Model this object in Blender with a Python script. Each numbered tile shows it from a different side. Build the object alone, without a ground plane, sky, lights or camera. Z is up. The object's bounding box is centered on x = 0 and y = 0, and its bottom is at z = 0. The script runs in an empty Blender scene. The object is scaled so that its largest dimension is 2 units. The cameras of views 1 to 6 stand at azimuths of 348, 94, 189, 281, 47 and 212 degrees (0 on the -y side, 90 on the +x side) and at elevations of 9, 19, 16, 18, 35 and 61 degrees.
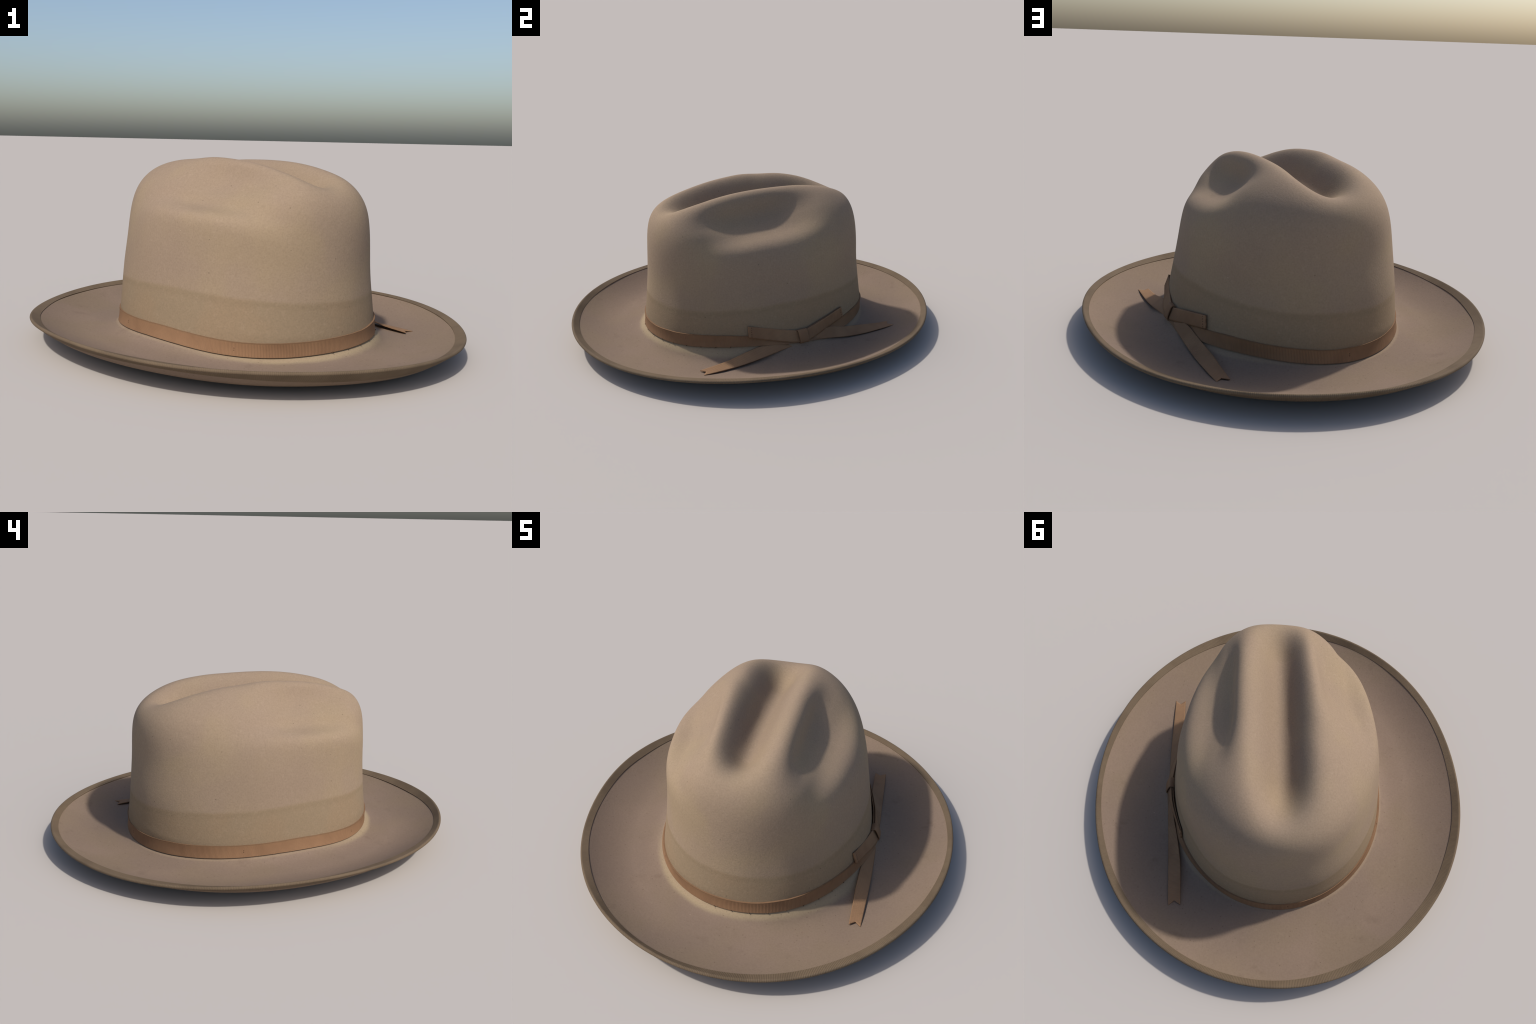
"""Felt hat with a centre-creased, side-pinched crown, bound brim and ribbon bow.

Hat frame: u = forward, v = wearer's left, z = up.  The hat is turned so that
its front points 56.7 degrees clockwise from +x.  Ring curves (brim edge, band
edges ...) are given as short harmonic series of the world angle.
"""
import bpy, bmesh, math
import numpy as np
from mathutils import Vector

FRONT = math.radians(-56.7)
CF, SF = math.cos(FRONT), math.sin(FRONT)


# ------------------------------------------------------------------ helpers
def harmonics(coef, ang):
    """c0 + sum(ck cos k a + sk sin k a)"""
    ang = np.asarray(ang, float)
    out = np.full_like(ang, coef[0])
    for k in range(1, (len(coef) - 1) // 2 + 1):
        out = out + coef[2 * k - 1] * np.cos(k * ang) + coef[2 * k] * np.sin(k * ang)
    return out


def smooth01(x):
    x = np.clip(x, 0, 1)
    return x * x * (3 - 2 * x)


def to_world(P):
    P = np.asarray(P, float)
    u, v, z = P[..., 0], P[..., 1], P[..., 2]
    return np.stack([CF * u - SF * v, SF * u + CF * v, z], -1)


def value_noise(P, freq, seed):
    """smooth pseudo noise: a few seeded plane waves, about -1..1"""
    rng = np.random.default_rng(seed)
    out = 0
    for _ in range(10):
        d = rng.normal(size=3)
        d /= np.linalg.norm(d)
        f = freq * rng.uniform(.6, 1.5)
        out = out + np.sin((P @ d) * f + rng.uniform(0, 6.28))
    return out / 5.0


ROOT = None
EDGE_MAT = None          # darker ribbon edges: gap shade painted as colour


def add_mesh(name, verts, faces, mat, parent=None, smooth=True, angle=None):
    me = bpy.data.meshes.new(name)
    me.from_pydata(np.asarray(verts, float).reshape(-1, 3).tolist(), [], faces)
    me.update()
    bm = bmesh.new()
    bm.from_mesh(me)
    bmesh.ops.remove_doubles(bm, verts=bm.verts, dist=1e-6)
    bmesh.ops.recalc_face_normals(bm, faces=bm.faces)
    bm.to_mesh(me)
    bm.free()
    for p in me.polygons:
        p.use_smooth = smooth
    if angle is not None:
        me.set_sharp_from_angle(angle=angle)
    ob = bpy.data.objects.new(name, me)
    bpy.context.scene.collection.objects.link(ob)
    me.materials.append(mat)
    ob.parent = parent if parent is not None else ROOT
    return ob


def grid_faces(rows, cols, close_rows=False, close_cols=True):
    f = []
    for i in range(rows if close_rows else rows - 1):
        i2 = (i + 1) % rows
        for j in range(cols if close_cols else cols - 1):
            j2 = (j + 1) % cols
            f.append((i * cols + j, i * cols + j2, i2 * cols + j2, i2 * cols + j))
    return f


# ----------------------------------------------------------- ring curves
EDGE_R = [0.977, 0.0026, -0.0016, -0.0201, -0.0504, -0.0041, -0.0012, 0, -0.0002, -0.0005, -0.0003, 0.0016, 0.0015]
EDGE_Z = [0.1203, -0.0081, -0.0094, -0.001, 0.0041, 0.003, 0.0003, 0.0018, 0.0059, -0.0003, -0.0016]
BIND_R = [0.94, 0.0041, 0.0003, -0.0235, -0.0461, -0.0024, 0.001, 0.0002, 0.0026, -0.0008, -0.0008]
BIND_Z = [0.1012, -0.0071, -0.0061, 0.0027, 0.0074, 0.0065, 0.0019, 0.0016, -0.0001]
BOT_R = [0.5836, 0.0096, 0.0067, -0.0205, -0.0469, -0.002, 0.0036, -0.0038, 0.0022, -0.0038, 0.0009]
BOT_Z = [0.0743, 0.0129, -0.0008, 0.0075, 0.0077, 0.0006, -0.0063, 0.0023, 0.0016, 0.0009, 0.003]
TOP_R = [0.5747, 0.0055, 0.005, -0.0247, -0.057, -0.0004, 0.0008, 0.0015, 0.001, -0.0019, 0.0009, -0.0009, 0.0016]
TOP_Z = [0.13, 0.0082, -0.0021, 0.0058, 0.0001, 0.002, -0.0103, 0.0049, -0.0019, 0.0029, 0.0019]
DIP_Z = [0.0363, -0.0060, -0.0052, 0.0012, 0.0040]          # lowest ring of the brim's upper face


# ------------------------------------------------------------------- crown
# open-crown shape and creases; angles in the hat frame, harmonics c0 c1 s1 c2 s2 c3 s3
APEX = 0.8554
ROUND = [3.5483, -0.2033, 0.8777, -0.353, -0.3553, -0.3909, 0.0969]        # superellipse power of the side profile
TAPER = [0.1531, 0.0152, 0.0246, -0.0331, -0.0039, -0.0499, -0.0186]
SHOULDER = [-0.3481, -0.0626, 0.2207, -0.1436, -0.0504, -0.0193, 0.0473]
LEAN = dict(u=-0.0111, uu=-0.1411, uuu=0.1682, v=-0.084, vv=-0.4918)
CREASE = dict(depth=0.1653, depth_u=-0.0196, width=0.1002, width_u=-0.0061, v=-0.02, v_u=-0.0029, power=2.1,
              back=-0.4682, back_run=0.3409, front=0.4871, front_run=0.3026)
PINCHES = [
    dict(side=+1, u=0.124, v=0.2732, z=0.6919, depth=0.0991, su=0.3245, st=(0.1258, 0.1258), tilt=0.8048, slope=-0.0236),
    dict(side=-1, fade=2.3, u=0.1758, v=0.3201, z=0.6714, depth=0.1107, su=0.2876, st=(0.1887, 0.090), tilt=0.6036, slope=0.0264),
    dict(side=+1, u=0.1304, v=0.2153, z=0.7146, depth=0.0144, su=0.2805, st=(0.0597, 0.0597), tilt=0.6502, slope=-0.0248),
    dict(side=-1, fade=2.3, u=0.2, v=0.235, z=0.735, depth=0.027, su=0.25, st=(0.075, 0.085), tilt=0.7, slope=0.0),
]
# soft swellings of the wall: hat angle, angular width, height, height width, push (m)
WALL_SWELL = [(14, 18, 0.36, 0.17, -0.013), (134, 18, 0.34, 0.15, -0.018), (196, 22, 0.32, 0.15, 0.015), (90, 20, 0.54, 0.11, 0.012), (23, 8, 0.38, 0.2, 0.006)]


def crown_surface(hat_angle, s):
    """open dome (superelliptic side profile) with creased, pinched top, hat frame"""
    F = hat_angle[None, :]
    rb = harmonics(TOP_R, F + FRONT)
    zb = harmonics(TOP_Z, F + FRONT)
    th = s[:, None] * math.pi / 2
    n = harmonics(ROUND, F)
    c = np.cos(th).clip(0) ** (2 / n)
    t = np.sin(th) ** (2 / n)
    rho = rb * c * (1 - harmonics(TAPER, F) * t - harmonics(SHOULDER, F) * t ** 3)
    z = zb + (APEX - zb) * t
    for deg, width, zc, zw, push in WALL_SWELL:
        x = (np.degrees(F) - deg + 180) % 360 - 180
        rho = rho + push * np.exp(-(x / width) ** 2 - ((z - zc) / zw) ** 2)
    u, v = rho * np.cos(F), rho * np.sin(F)
    z = z + t ** 2 * (LEAN["u"] * u + LEAN["uu"] * u * u + LEAN["uuu"] * u ** 3 + LEAN["v"] * v + LEAN["vv"] * v * v)
    V, Z = v, z
    # centre crease
    k = CREASE
    depth = k["depth"] + k["depth_u"] * u
    width = k["width"] + k["width_u"] * u
    run = smooth01((u - k["back"]) / k["back_run"] + .5) * smooth01((k["front"] - u) / k["front_run"] + .5)
    Z = Z - depth * run * np.exp(-(np.abs(v - k["v"] - k["v_u"] * u) / width) ** k["power"]) * t ** 4
    # side pinches
    for q in PINCHES:
        S, ca, sa = q["side"], math.cos(q["tilt"]), math.sin(q["tilt"])
        du, dv, dz = u - q["u"], v - S * q["v"], z - q["z"]
        along = -S * sa * dv + ca * dz - q["slope"] * du
        inward = S * ca * dv + sa * dz
        w = np.exp(-np.abs(du / q["su"]) ** q.get("fade", 3) - np.abs(along / np.where(along > 0, *q["st"])) ** 2.6 - (np.minimum(inward, 0) / .2) ** 2)
        V = V - q["depth"] * w * S * ca
        Z = Z - q["depth"] * w * sa
    return np.stack([u, V, Z], -1)


def wall_base(ang, drop):
    """crown wall hidden behind the ribbon; drop 0 = band top, 1 = below band"""
    r = harmonics(TOP_R, ang) * (1 - drop) + (harmonics(BOT_R, ang) - .010) * drop
    z = harmonics(TOP_Z, ang) * (1 - drop) + (harmonics(BOT_Z, ang) - .012) * drop
    return np.stack([r * np.cos(ang), r * np.sin(ang), z], -1)


def build_crown(mat):
    cols, rows = 420, 230
    ang = np.linspace(0, 2 * math.pi, cols, endpoint=False)
    s = 1 - (1 - np.linspace(0, 1, rows)) ** 1.5
    top = to_world(crown_surface(ang, s))
    low = np.stack([wall_base(ang + FRONT, d) for d in np.linspace(1, 0, 9)[:-1]])
    P = np.concatenate([low, top])
    # soft hand-shaped unevenness of the felt
    ctr = np.array([0, 0, .35])
    N = P - ctr
    N = N / np.linalg.norm(N, axis=-1, keepdims=True)
    P = P + N * (value_noise(P, 11, 3) * .0016 + value_noise(P, 30, 4) * .0006)[..., None] * smooth01((P[..., 2:] - .14) / .1)
    R = len(P)
    faces = grid_faces(R, cols)
    ob = add_mesh("crown", P, faces, mat)
    m = ob.modifiers.new("felt", 'SOLIDIFY')
    m.thickness = .013
    m.offset = -1
    return ob


# -------------------------------------------------------------------- brim
FELT = .0245
RIM = .009          # felt thickness inside the binding


def brim_top(ang, r):
    """height of the brim's upper face at radius r"""
    rb, zb = harmonics(BOT_R, ang), harmonics(BOT_Z, ang)
    ri, zi = harmonics(BIND_R, ang), harmonics(BIND_Z, ang)
    re, ze = harmonics(EDGE_R, ang), harmonics(EDGE_Z, ang) - .008
    zm = harmonics(DIP_Z, ang)
    s = (r - rb) / (ri - rb)
    k = .42
    down = (zb - .004 - zm) * np.clip(1 - s / k, 0, 1.2) ** 4.0
    up = (zi - .004 - zm) * (np.clip(s - k, 0, None) / (1 - k)) ** 1.8
    z = zm + down + up
    # outside the binding seam the slope runs straight on to the rim
    tail = zi - .004 + (ze - zi + .004) * np.clip((r - ri) / (re - ri), 0, 1.2)
    return np.where(s > 1, tail, z)


def ring(profile_r, profile_z, ang):
    return np.stack([profile_r * np.cos(ang), profile_r * np.sin(ang), profile_z], -1)


def offset_profile(R, Z, d):
    """shift each (r,z) profile polyline sideways by d (rows along the profile)"""
    dr, dz = np.gradient(R, axis=0), np.gradient(Z, axis=0)
    L = np.hypot(dr, dz)
    return R - dz / L * d, Z + dr / L * d


def build_brim(mat):
    cols = 540
    ang = np.linspace(0, 2 * math.pi, cols, endpoint=False)
    rb, re = harmonics(BOT_R, ang), harmonics(EDGE_R, ang) - .008
    t = np.linspace(0, 1, 46)[:, None]
    R = (rb - .016) * (1 - t) + re * t
    Z = brim_top(ang[None, :], R)
    A = np.broadcast_to(ang, R.shape)
    P = ring(R, Z, A)
    Z = Z + (value_noise(P, 9, 7) * .0015 + value_noise(P, 24, 8) * .0005) * smooth01((R - rb) / .05)
    thick = RIM + (FELT - .005 * np.cos(ang - .9) - RIM) * smooth01((re - R) / .10)
    R2, Z2 = offset_profile(R, Z, -thick)
    # rounded lip between the faces
    lipR, lipZ = offset_profile(R, Z, -RIM / 2)
    lr, lz = lipR[-1:] + .003, lipZ[-1:]
    prof = [ring(R, Z, A), ring(lr, lz, A[:1]), ring(R2[::-1], Z2[::-1], A)]
    P = np.concatenate(prof)
    return add_mesh("brim", P, grid_faces(len(P), cols, close_rows=True), mat)


def build_binding(mat):
    cols = 720
    ang = np.linspace(0, 2 * math.pi, cols, endpoint=False)
    wob = value_noise(np.stack([np.cos(ang), np.sin(ang), 0 * ang], -1), 14, 21)
    ri = harmonics(BIND_R, ang) + .0022 * wob
    re = harmonics(EDGE_R, ang) - .008
    t = np.linspace(0, 1, 9)[:, None]
    R = ri * (1 - t) + re * t
    A = np.broadcast_to(ang, R.shape)
    Z = brim_top(A, R)
    P = ring(R, Z, A)
    cover = .003
    lift = .0012 * value_noise(P, 16, 22)
    MR, MZ = offset_profile(R, Z, -RIM / 2)          # middle of the felt
    h = RIM / 2 + cover
    rows = []
    # start with the folded inner edge on top, go round the rim, finish below
    aR, aZ = offset_profile(MR, MZ, RIM / 2 - .002)
    rows.append(ring(aR[:1], aZ[:1], A[:1]))
    uR, uZ = offset_profile(MR, MZ, h)
    for i in range(9):
        rows.append(ring(uR[i:i + 1], uZ[i:i + 1] + lift[i:i + 1] * .5, A[:1]))
    dr, dz = MR[-1] - MR[-2], MZ[-1] - MZ[-2]
    L = np.hypot(dr, dz)
    dr, dz = dr / L, dz / L
    for b in np.linspace(90, -90, 11)[1:-1]:
        cb, sb = math.cos(math.radians(b)), math.sin(math.radians(b))
        rr = MR[-1] + h * (cb * dr - sb * dz)
        zz = MZ[-1] + h * (cb * dz + sb * dr)
        rows.append(ring(rr[None], zz[None], A[:1]))
    # the lower leaf reaches further in than the upper one
    LR = (ri - .016) * (1 - t) + re * t
    LR, LZ = offset_profile(LR, brim_top(A, LR), -RIM / 2)
    dR, dZ = offset_profile(LR, LZ, -h - .0075 * (1 - t))
    for i in range(8, -1, -1):
        rows.append(ring(dR[i:i + 1], dZ[i:i + 1], A[:1]))
    aR, aZ = offset_profile(LR, LZ, -RIM / 2 - .002)
    rows.append(ring(aR[:1], aZ[:1], A[:1]))
    P = np.concatenate(rows)
    return add_mesh("brim_binding", P, grid_faces(len(P), cols, close_rows=True), mat, angle=math.radians(50))


# -------------------------------------------------------------------- band
def band_point(ang, h, out=0.0):
    """point on the ribbon band; h 0 = lower edge, 1 = upper edge"""
    r = harmonics(BOT_R, ang) * (1 - h) + harmonics(TOP_R, ang) * h
    z = harmonics(BOT_Z, ang) * (1 - h) + harmonics(TOP_Z, ang) * h
    bulge = .004 * np.sin(np.pi * np.clip(h, 0, 1))
    r = r + out - bulge * 0.5 + .002
    return np.stack([r * np.cos(ang), r * np.sin(ang), z], -1)


def build_band(mat):
    cols = 720
    ang = np.linspace(0, 2 * math.pi, cols, endpoint=False)
    e = np.stack([np.cos(ang), np.sin(ang), 0 * ang], -1)
    wob = value_noise(e, 22, 31) * .02 + value_noise(e, 60, 32) * .012
    puck = value_noise(e, 18, 33) * .0012
    rows = []
    hs = np.array([0, .03, .15, .3, .5, .7, .85, .94, 1])
    for h in hs:
        rows.append(band_point(ang, h + wob * (h - .3), .004 + puck * h))
    for h in hs[::-1]:
        rows.append(band_point(ang, h + wob * (h - .3), -.006))
    P = np.stack(rows)
    ob = add_mesh("ribbon_band", P, grid_faces(len(P), cols, close_rows=True), mat, angle=math.radians(50))
    ob.data.materials.append(EDGE_MAT)
    for p in ob.data.polygons:
        if p.index // cols in (0, 7, 8) or abs(p.normal.z) > .75:
            p.material_index = 1  # thin dark lines paint the shadow gap along the band's edges
    return ob


# --------------------------------------------------------------------- bow
def catmull(pts, n):
    pts = np.asarray(pts, float)
    p = np.concatenate([[2 * pts[0] - pts[1]], pts, [2 * pts[-1] - pts[-2]]])
    x = np.linspace(0, len(pts) - 1 - 1e-9, n)
    i = x.astype(int)
    f = (x - i)[:, None]
    a, b, c, d = p[i], p[i + 1], p[i + 2], p[i + 3]
    return .5 * (2 * b + (c - a) * f + (2 * a - 5 * b + 4 * c - d) * f ** 2 + (3 * b - a - 3 * c + d) * f ** 3)


def ribbon(name, centre, across, mat, parent, n=60, cols=11, notch=0.0, thick=.0045):
    """strip of ribbon: centre line + vector from centre to one edge (hat frame)"""
    C, W = catmull(centre, n), catmull(across, n)
    x = np.linspace(-1, 1, cols)
    P = C[:, None] + W[:, None] * x[None, :, None]
    if notch:
        tang = C[-1] - C[-2]
        tang /= np.linalg.norm(tang)
        cut = notch * (1 - np.abs(x))
        ramp = np.linspace(0, 1, n) ** 6
        P = P - tang * (ramp[:, None] * cut[None])[..., None]
    ob = add_mesh(name, to_world(P), grid_faces(n, cols, close_cols=False), mat, parent)
    m = ob.modifiers.new("ribbon", 'SOLIDIFY')
    m.thickness = thick
    m.offset = 0
    ob.data.materials.append(EDGE_MAT)
    m.material_offset_rim = 1  # darker rim paints an outline of shade round the ribbon
    return ob


# edge lines of the bow's pieces in the hat frame (upper edge, lower edge), from the knot outwards
LOOPS = [([(-.01, .530, .140), (.028, .524, .147), (.093, .511, .161), (.178, .491, .180), (.274, .466, .201)],
          [(-.01, .556, .084), (.034, .549, .092), (.110, .527, .107), (.190, .500, .123), (.281, .473, .146)]),
         [[(.01, .530, .140), (-.033, .529, .147), (-.116, .518, .166), (-.197, .497, .180), (-.278, .471, .192)],
          [(.01, .556, .084), (-.031, .551, .091), (-.127, .525, .108), (-.214, .496, .121), (-.291, .473, .135)]]]
TAILS = [([(.01, .532, .104), (.080, .529, .110), (.145, .520, .120), (.218, .507, .100), (.309, .501, .078), (.429, .499, .052), (.572, .500, .039)],
          [(.01, .556, .082), (.075, .556, .077), (.150, .558, .068), (.249, .560, .055), (.350, .559, .044), (.440, .557, .039), (.575, .553, .038)]),
         ([(-.01, .532, .104), (-.095, .530, .110), (-.188, .516, .114), (-.286, .497, .085), (-.404, .481, .062), (-.518, .477, .045), (-.606, .475, .037)],
          [(-.01, .556, .084), (-.080, .555, .079), (-.165, .552, .068), (-.287, .547, .047), (-.400, .543, .038), (-.510, .539, .037), (-.609, .534, .037)])]


def unit(a):
    a = np.asarray(a, float)
    return a / np.linalg.norm(a)


def loop_edges(hi, lo):
    """edge lines of a loop, set proud of the band they lie on"""
    hi, lo = np.array(hi), np.array(lo)
    front = np.clip(lo[:, 0] / .1, 0, 1)
    hi[:, 1] += .005 + .001 * front
    lo[:, 1] += .006 + .012 * front
    return hi, lo


def build_bow(mat):
    # centre wrap: short flattened sleeve round the crossing
    top, bot = np.array([.002, .529, .148]), np.array([.002, .556, .083])
    up = unit(top - bot)
    out = unit(np.cross([-1, 0, 0], up))
    if out[1] < 0:
        out = -out
    kc, hh = (top + bot) / 2 + out * .002, np.linalg.norm(top - bot) / 2 + .001
    rows = []
    for x in np.linspace(-1, 1, 9):
        row = []
        for b in np.linspace(0, 2 * math.pi, 40, endpoint=False):
            c, d = math.cos(b), math.sin(b)
            o = .016 * np.sign(c) * abs(c) ** .6 * (1 + .12 * (1 - x * x))
            h = hh * np.sign(d) * abs(d) ** .55
            row.append(kc + np.array([.0275 * x + .05 * h, 0, 0]) + out * o + up * h)
        rows.append(row)
    bow = add_mesh("bow", to_world(np.array(rows)), grid_faces(9, 40), mat)
    m = bow.modifiers.new("ribbon", 'SOLIDIFY')
    m.thickness = .005
    bow.data.materials.append(EDGE_MAT)
    m.material_offset_rim = 1  # same painted shade on the wrap's rim
    # loops: doubled ribbon, folded and stitched at the outer end
    for hi, lo in LOOPS:
        hi, lo = loop_edges(hi, lo)
        C, W = (hi + lo) / 2, (hi - lo) / 2
        run = unit(C[-1] - C[0])
        nrm = np.cross(run, unit(W[2]))
        nrm = nrm if nrm[1] > 0 else -nrm
        back = C - nrm * np.linspace(.010, .006, len(C))[:, None]
        tip = C[-1] + run * .003 - nrm * .003
        ribbon("bow_loop", np.concatenate([C, [tip], back[::-1]]), np.concatenate([W, [W[-1]], W[::-1]]),
               mat, bow, n=90, cols=9, thick=.0045)
    # tails: leave the wrap upright, twist flat and rest on the brim, notched ends
    for hi, lo in TAILS:
        hi, lo = np.array(hi), np.array(lo)
        ribbon("bow_tail", (hi + lo) / 2, (hi - lo) / 2, mat, bow, n=90, cols=13, notch=.022, thick=.004)
    return bow


def thread_bead(P, r, stretch):
    """small thread stitch as a squashed eight-sided bead"""
    V, F = [], []
    for i, a in enumerate((-.9, -.35, .35, .9)):
        rr = r * math.cos(a * 1.2)
        for k in range(8):
            b = k * math.pi / 4
            V.append(np.asarray(P) + np.array([rr * math.cos(b), rr * math.sin(b), 0]) + np.asarray(stretch) * a)
    F = grid_faces(4, 8) + [tuple(range(8))[::-1], tuple(range(24, 32))]
    return V, F


def build_stitches(mat, bow):
    V, F = [], []

    def put(P, r, st):
        v, f = thread_bead(P, r, st)
        o = len(V)
        V.extend(v)
        F.extend([tuple(i + o for i in q) for q in f])

    # tacking stitches that hold the band (pairs) and the row along its lower front edge
    for deg in (-104, -171, 127):
        a = math.radians(deg)
        for h in (.42, .56):
            put(band_point(np.array([a]), h, .0036)[0], .0024, (0, 0, .002))
    for deg in np.arange(-66, -4, 7.4):
        a = math.radians(deg)
        put(band_point(np.array([a]), .0, .0045)[0], .003, (0, 0, .003))
    o1 = add_mesh("stitching", V, F, mat)
    o1["kind"] = "stuff"
    V, F = [], []
    for hi, lo in LOOPS:
        hi, lo = loop_edges(hi, lo)
        f = .94
        p0, p1 = hi[-1] * f + hi[-2] * (1 - f), lo[-1] * f + lo[-2] * (1 - f)
        for k in np.linspace(.12, .88, 5):
            put(to_world(p0 * (1 - k) + p1 * k + np.array([0, .002, .0003])), .0023, (0, 0, .003))
    o2 = add_mesh("bow_stitching", V, F, mat, bow)
    o2["kind"] = "stuff"


def build_sweatband(mat):
    cols = 240
    ang = np.linspace(0, 2 * math.pi, cols, endpoint=False)
    rows = []
    for out in (-.022, -.027):
        hs = np.linspace(0, 1.35, 8)
        for h in (hs if out > -.025 else hs[::-1]):
            r = harmonics(BOT_R, ang) * (1 - h) + harmonics(TOP_R, ang) * h + out
            z = harmonics(BOT_Z, ang) * (1 - h) + harmonics(TOP_Z, ang) * h
            rows.append(ring(r - .03 * max(0, .2 - h), z * min(1, h / .2 + .0), ang))
    P = np.stack(rows)
    return add_mesh("sweatband", P, grid_faces(len(P), cols, close_rows=True), mat, angle=math.radians(40))


# --------------------------------------------------------------- materials
class Nodes:
    """tiny expression builder for shader node trees"""

    def __init__(self, name, rough=.95):
        self.mat = bpy.data.materials.new(name)
        self.mat.use_nodes = True
        self.t = self.mat.node_tree
        self.bsdf = self.t.nodes["Principled BSDF"]
        self.bsdf.inputs["Roughness"].default_value = rough
        self.bsdf.inputs["Specular IOR Level"].default_value = .15
        self.coord = self.t.nodes.new("ShaderNodeTexCoord").outputs["Object"]
        sep = self.t.nodes.new("ShaderNodeSeparateXYZ")
        self.t.links.new(self.coord, sep.inputs[0])
        self.x, self.y, self.z = sep.outputs

    def link(self, sock, val):
        if hasattr(val, "is_output"):
            self.t.links.new(val, sock)
        else:
            sock.default_value = val

    def m(self, op, a, b=0.0, c=0.0, clamp=False):
        n = self.t.nodes.new("ShaderNodeMath")
        n.operation = op
        n.use_clamp = clamp
        for s, v in zip(n.inputs, (a, b, c)):
            self.link(s, v)
        return n.outputs[0]

    def add(self, a, b): return self.m('ADD', a, b)
    def sub(self, a, b): return self.m('SUBTRACT', a, b)
    def mul(self, a, b): return self.m('MULTIPLY', a, b)

    def smooth(self, x, lo, hi):
        n = self.t.nodes.new("ShaderNodeMapRange")
        n.interpolation_type = 'SMOOTHSTEP'
        self.link(n.inputs[0], x)
        n.inputs[1].default_value, n.inputs[2].default_value = lo, hi
        return n.outputs[0]

    def noise(self, scale, detail=2.0, rough=.5, vec=None, lo=None, hi=None):
        n = self.t.nodes.new("ShaderNodeTexNoise")
        n.inputs["Scale"].default_value = scale
        n.inputs["Detail"].default_value = detail
        n.inputs["Roughness"].default_value = rough
        self.t.links.new(vec or self.coord, n.inputs["Vector"])
        o = n.outputs[0]
        return o if lo is None else self.smooth(o, lo, hi)

    def mapped(self, scale=(1, 1, 1), loc=(0, 0, 0), rot=(0, 0, 0)):
        n = self.t.nodes.new("ShaderNodeMapping")
        n.inputs["Scale"].default_value = scale
        n.inputs["Location"].default_value = loc
        n.inputs["Rotation"].default_value = rot
        self.t.links.new(self.coord, n.inputs[0])
        return n.outputs[0]

    def specks(self, scale, size, keep):
        """sparse small dots: Voronoi cells, only some of them kept"""
        n = self.t.nodes.new("ShaderNodeTexVoronoi")
        n.inputs["Scale"].default_value = scale
        self.t.links.new(self.coord, n.inputs["Vector"])
        d = self.smooth(n.outputs["Distance"], size, size * .4)
        sp = self.t.nodes.new("ShaderNodeSeparateColor")
        self.t.links.new(n.outputs["Color"], sp.inputs[0])
        k = self.m('LESS_THAN', sp.outputs[0], keep)
        return self.mul(d, k)

    def mix(self, f, a, b, mode='MIX'):
        n = self.t.nodes.new("ShaderNodeMix")
        n.data_type = 'RGBA'
        n.blend_type = mode
        self.link(n.inputs[0], f)
        for s, v in ((n.inputs[6], a), (n.inputs[7], b)):
            if isinstance(v, tuple):
                s.default_value = rgb(*v)
            else:
                self.t.links.new(v, s)
        return n.outputs[2]

    def series(self, coef, ang):
        out = coef[0]
        for k in range(1, (len(coef) - 1) // 2 + 1):
            ka = self.mul(ang, float(k))
            out = self.add(out, self.add(self.mul(self.m('COSINE', ka), coef[2 * k - 1]),
                                         self.mul(self.m('SINE', ka), coef[2 * k])))
        return out

    def angle(self): return self.m('ARCTAN2', self.y, self.x)

    def finish(self, colour, height=None, strength=.3, dist=.002):
        self.t.links.new(colour, self.bsdf.inputs["Base Color"])
        if height is not None:
            b = self.t.nodes.new("ShaderNodeBump")
            b.inputs["Strength"].default_value = strength
            b.inputs["Distance"].default_value = dist
            self.t.links.new(height, b.inputs["Height"])
            self.t.links.new(b.outputs[0], self.bsdf.inputs["Normal"])
        return self.mat


def rgb(r, g, b):
    f = lambda c: ((c / 255) / 12.92) if c / 255 < .04045 else ((c / 255 + .055) / 1.055) ** 2.4
    return (f(r), f(g), f(b), 1)


def felt_base(N, warm, olive, grey):
    a = N.noise(3.2, 2, .5, lo=.38, hi=.62)
    b = N.noise(2.3, 2, .5, N.mapped(loc=(3.1, 1.7, 5.2)), .40, .66)
    c = N.mix(a, warm, olive)
    c = N.mix(N.mul(b, .7), c, grey)
    return c


def felt_grain(N, col, light=.16):
    g = N.noise(130, 3, .65)
    col = N.mix(N.mul(N.smooth(g, .35, .75), .16), col, (80, 64, 51))
    g2 = N.noise(60, 3, .6, N.mapped(loc=(7, 2, 1)))
    col = N.mix(N.mul(N.smooth(g2, .5, .8), light), col, (172, 152, 130))
    col = N.mix(N.mul(N.specks(26, .10, .16), .45), col, (70, 56, 46))
    col = N.mix(N.mul(N.specks(15, .06, .10), .5), col, (180, 162, 138))
    return col, g


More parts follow.
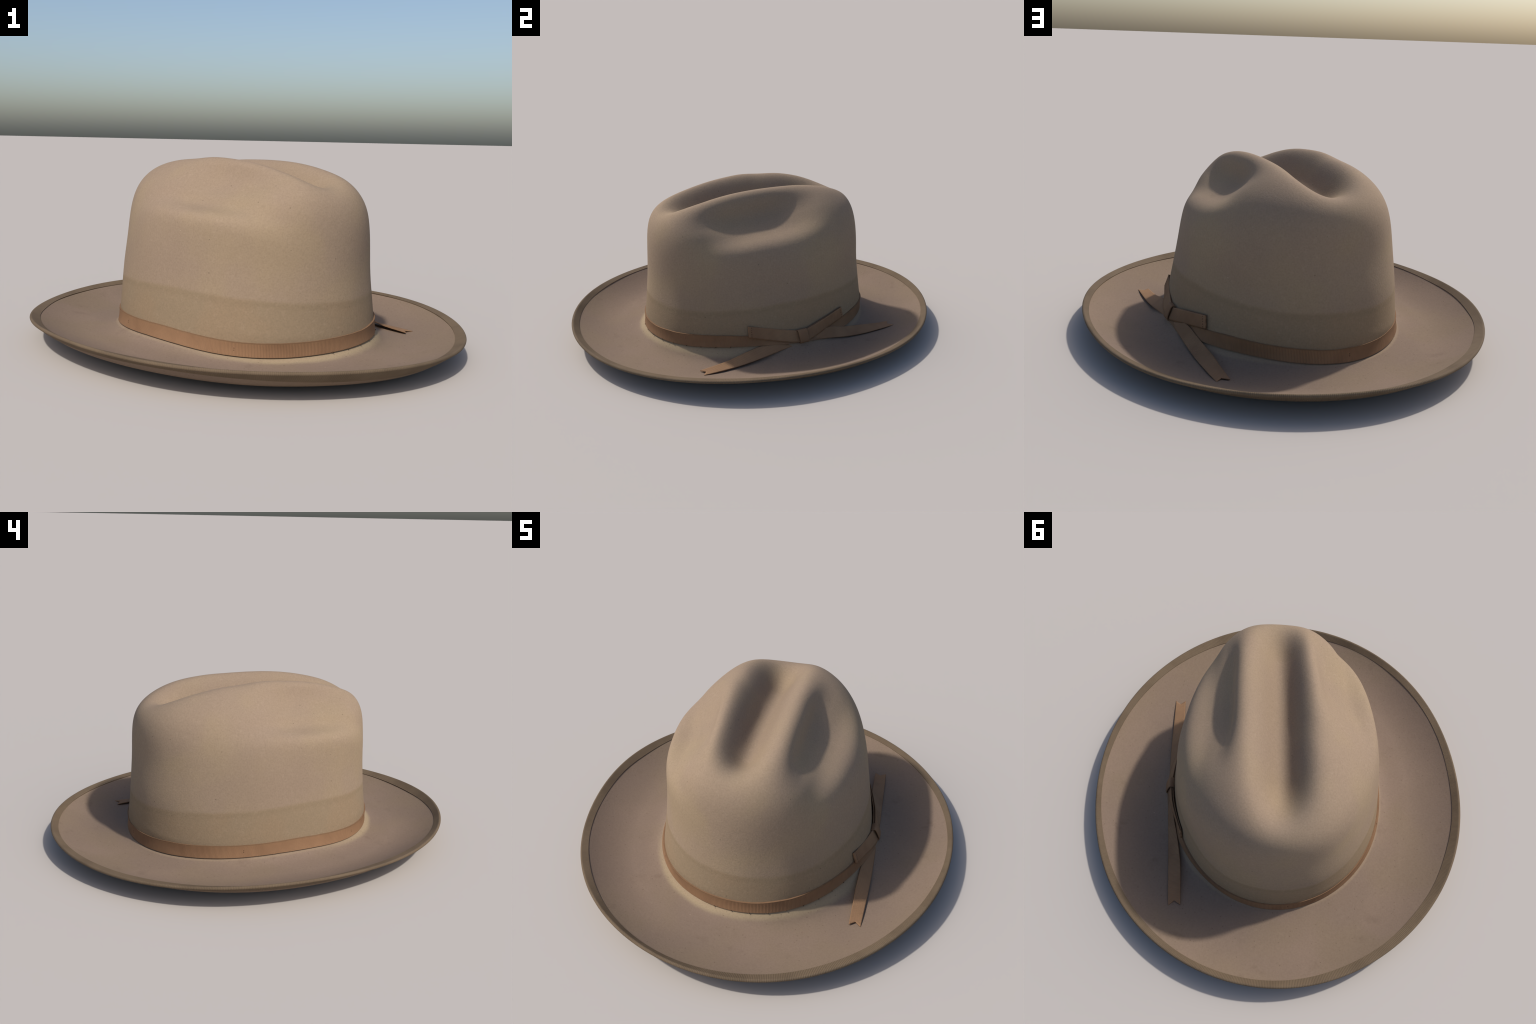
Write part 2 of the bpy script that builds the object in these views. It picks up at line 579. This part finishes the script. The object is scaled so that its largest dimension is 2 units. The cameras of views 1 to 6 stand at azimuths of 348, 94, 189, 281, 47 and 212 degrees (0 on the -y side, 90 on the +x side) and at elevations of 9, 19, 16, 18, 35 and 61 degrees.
def make_materials():
    M = {}
    # crown felt: pinkish beige with faded patches; olive-tinted strip where a wider band once sat
    N = Nodes("crown_felt")
    col = felt_base(N, (145, 126, 106), (148, 129, 105), (141, 122, 104))
    ang = N.angle()
    line = N.series([.283, 0, 0, .0028, .0158], ang)
    wob = N.mul(N.sub(N.noise(9, 2), .5), .012)
    below = N.smooth(N.sub(N.add(N.z, wob), line), .011, -.009)
    strip = N.mix(N.noise(4, 2, .5, None, .4, .65), (140, 120, 96), (138, 120, 97))
    edge = N.mul(N.smooth(N.m('ABSOLUTE', N.add(N.sub(N.add(N.z, wob), line), .016)), .022, 0), .35)
    col = N.mix(below, col, strip)
    col = N.mix(N.mul(edge, below), col, (129, 111, 88))
    col, g = felt_grain(N, col)
    M["crown"] = N.finish(col, g, .25, .003)

    # brim felt: a little greyer; pale worn ring round the foot of the band at the front
    N = Nodes("brim_felt")
    col = felt_base(N, (128, 110, 95), (125, 108, 91), (122, 105, 92))
    ang = N.angle()
    rad = N.m('SQRT', N.add(N.mul(N.x, N.x), N.mul(N.y, N.y)))
    d = N.sub(rad, N.series(BOT_R[:7], ang))
    frontness = N.add(N.mul(N.x, CF), N.mul(N.y, SF))
    ringm = N.mul(N.smooth(N.add(d, N.mul(N.sub(N.noise(12), .5), .012)), .042, .012), N.smooth(frontness, .1, .5))
    col = N.mix(N.mul(ringm, .75), col, (158, 141, 112))
    pale = N.mul(N.smooth(d, .02, .006), .5)
    col = N.mix(pale, col, (150, 130, 106))
    smudge = N.noise(7, 3, .6, N.mapped(loc=(1.3, 4.2, 0)), .60, .74)
    col = N.mix(N.mul(smudge, .28), col, (98, 82, 68))
    col, g = felt_grain(N, col, .05)
    col = N.mix(N.mul(N.specks(60, .22, .16), .4), col, (78, 63, 51))
    M["brim"] = N.finish(col, g, .25, .003)

    # ribbons: ribbed grosgrain
    def grosgrain(name, base, dark, ribs, depth=.0016, fade=None, contrast=.36):
        N = Nodes(name, .85)
        ph = ribs(N)
        w = N.add(N.mul(N.m('SINE', ph), .5), .5)
        c = N.mix(N.noise(8, 2, .5, None, .35, .7), base, dark)
        if fade:
            c = N.mix(N.mul(N.noise(5, 3, .6, N.mapped(loc=(2, 9, 4)), .45, .7), .8), c, fade)
        c = N.mix(N.mul(w, contrast), c, tuple(int(x * .62) for x in dark))
        c = N.mix(N.mul(N.smooth(N.noise(300, 2), .4, .8), .15), c, tuple(int(x * .7) for x in dark))
        return N.finish(c, w, .35, depth)

    M["band"] = grosgrain("band_ribbon", (141, 108, 80), (132, 100, 74),
                          lambda N: N.mul(N.angle(), 640.0), fade=(147, 113, 84))
    M["binding"] = grosgrain("binding_ribbon", (106, 90, 72), (98, 83, 66),
                             lambda N: N.mul(N.angle(), 900.0), fade=(110, 94, 75), contrast=.17)
    M["bow"] = grosgrain("bow_ribbon", (144, 112, 84), (134, 103, 77),
                         lambda N: N.mul(N.add(N.mul(N.x, CF), N.mul(N.y, SF)), 1050.0), fade=(150, 118, 88))
    N = Nodes("edge_shade", .9)  # ribbon brown darkened to stand in for contact shade at the edges
    M["edge_shade"] = N.finish(N.mix(N.noise(60), (112, 86, 64), (124, 96, 72)))
    N = Nodes("thread", .8)
    M["thread"] = N.finish(N.mix(N.noise(80), (84, 62, 46), (96, 74, 55)))
    N = Nodes("leather", .5)
    M["leather"] = N.finish(N.mix(N.noise(20, 3), (112, 74, 48), (90, 58, 38)), N.noise(120, 3), .2, .002)
    return M


# ------------------------------------------------------------------- build
def main():
    global ROOT, EDGE_MAT
    ROOT = bpy.data.objects.new("felt_hat", None)
    bpy.context.scene.collection.objects.link(ROOT)
    ROOT["label"] = "beige felt hat with creased crown, brown ribbon band and bow"
    ROOT["category"] = "hat"
    M = make_materials()
    EDGE_MAT = M["edge_shade"]
    build_crown(M["crown"])
    build_brim(M["brim"])
    build_binding(M["binding"])
    build_band(M["band"])
    bow = build_bow(M["bow"])
    build_stitches(M["thread"], bow)
    build_sweatband(M["leather"])


main()
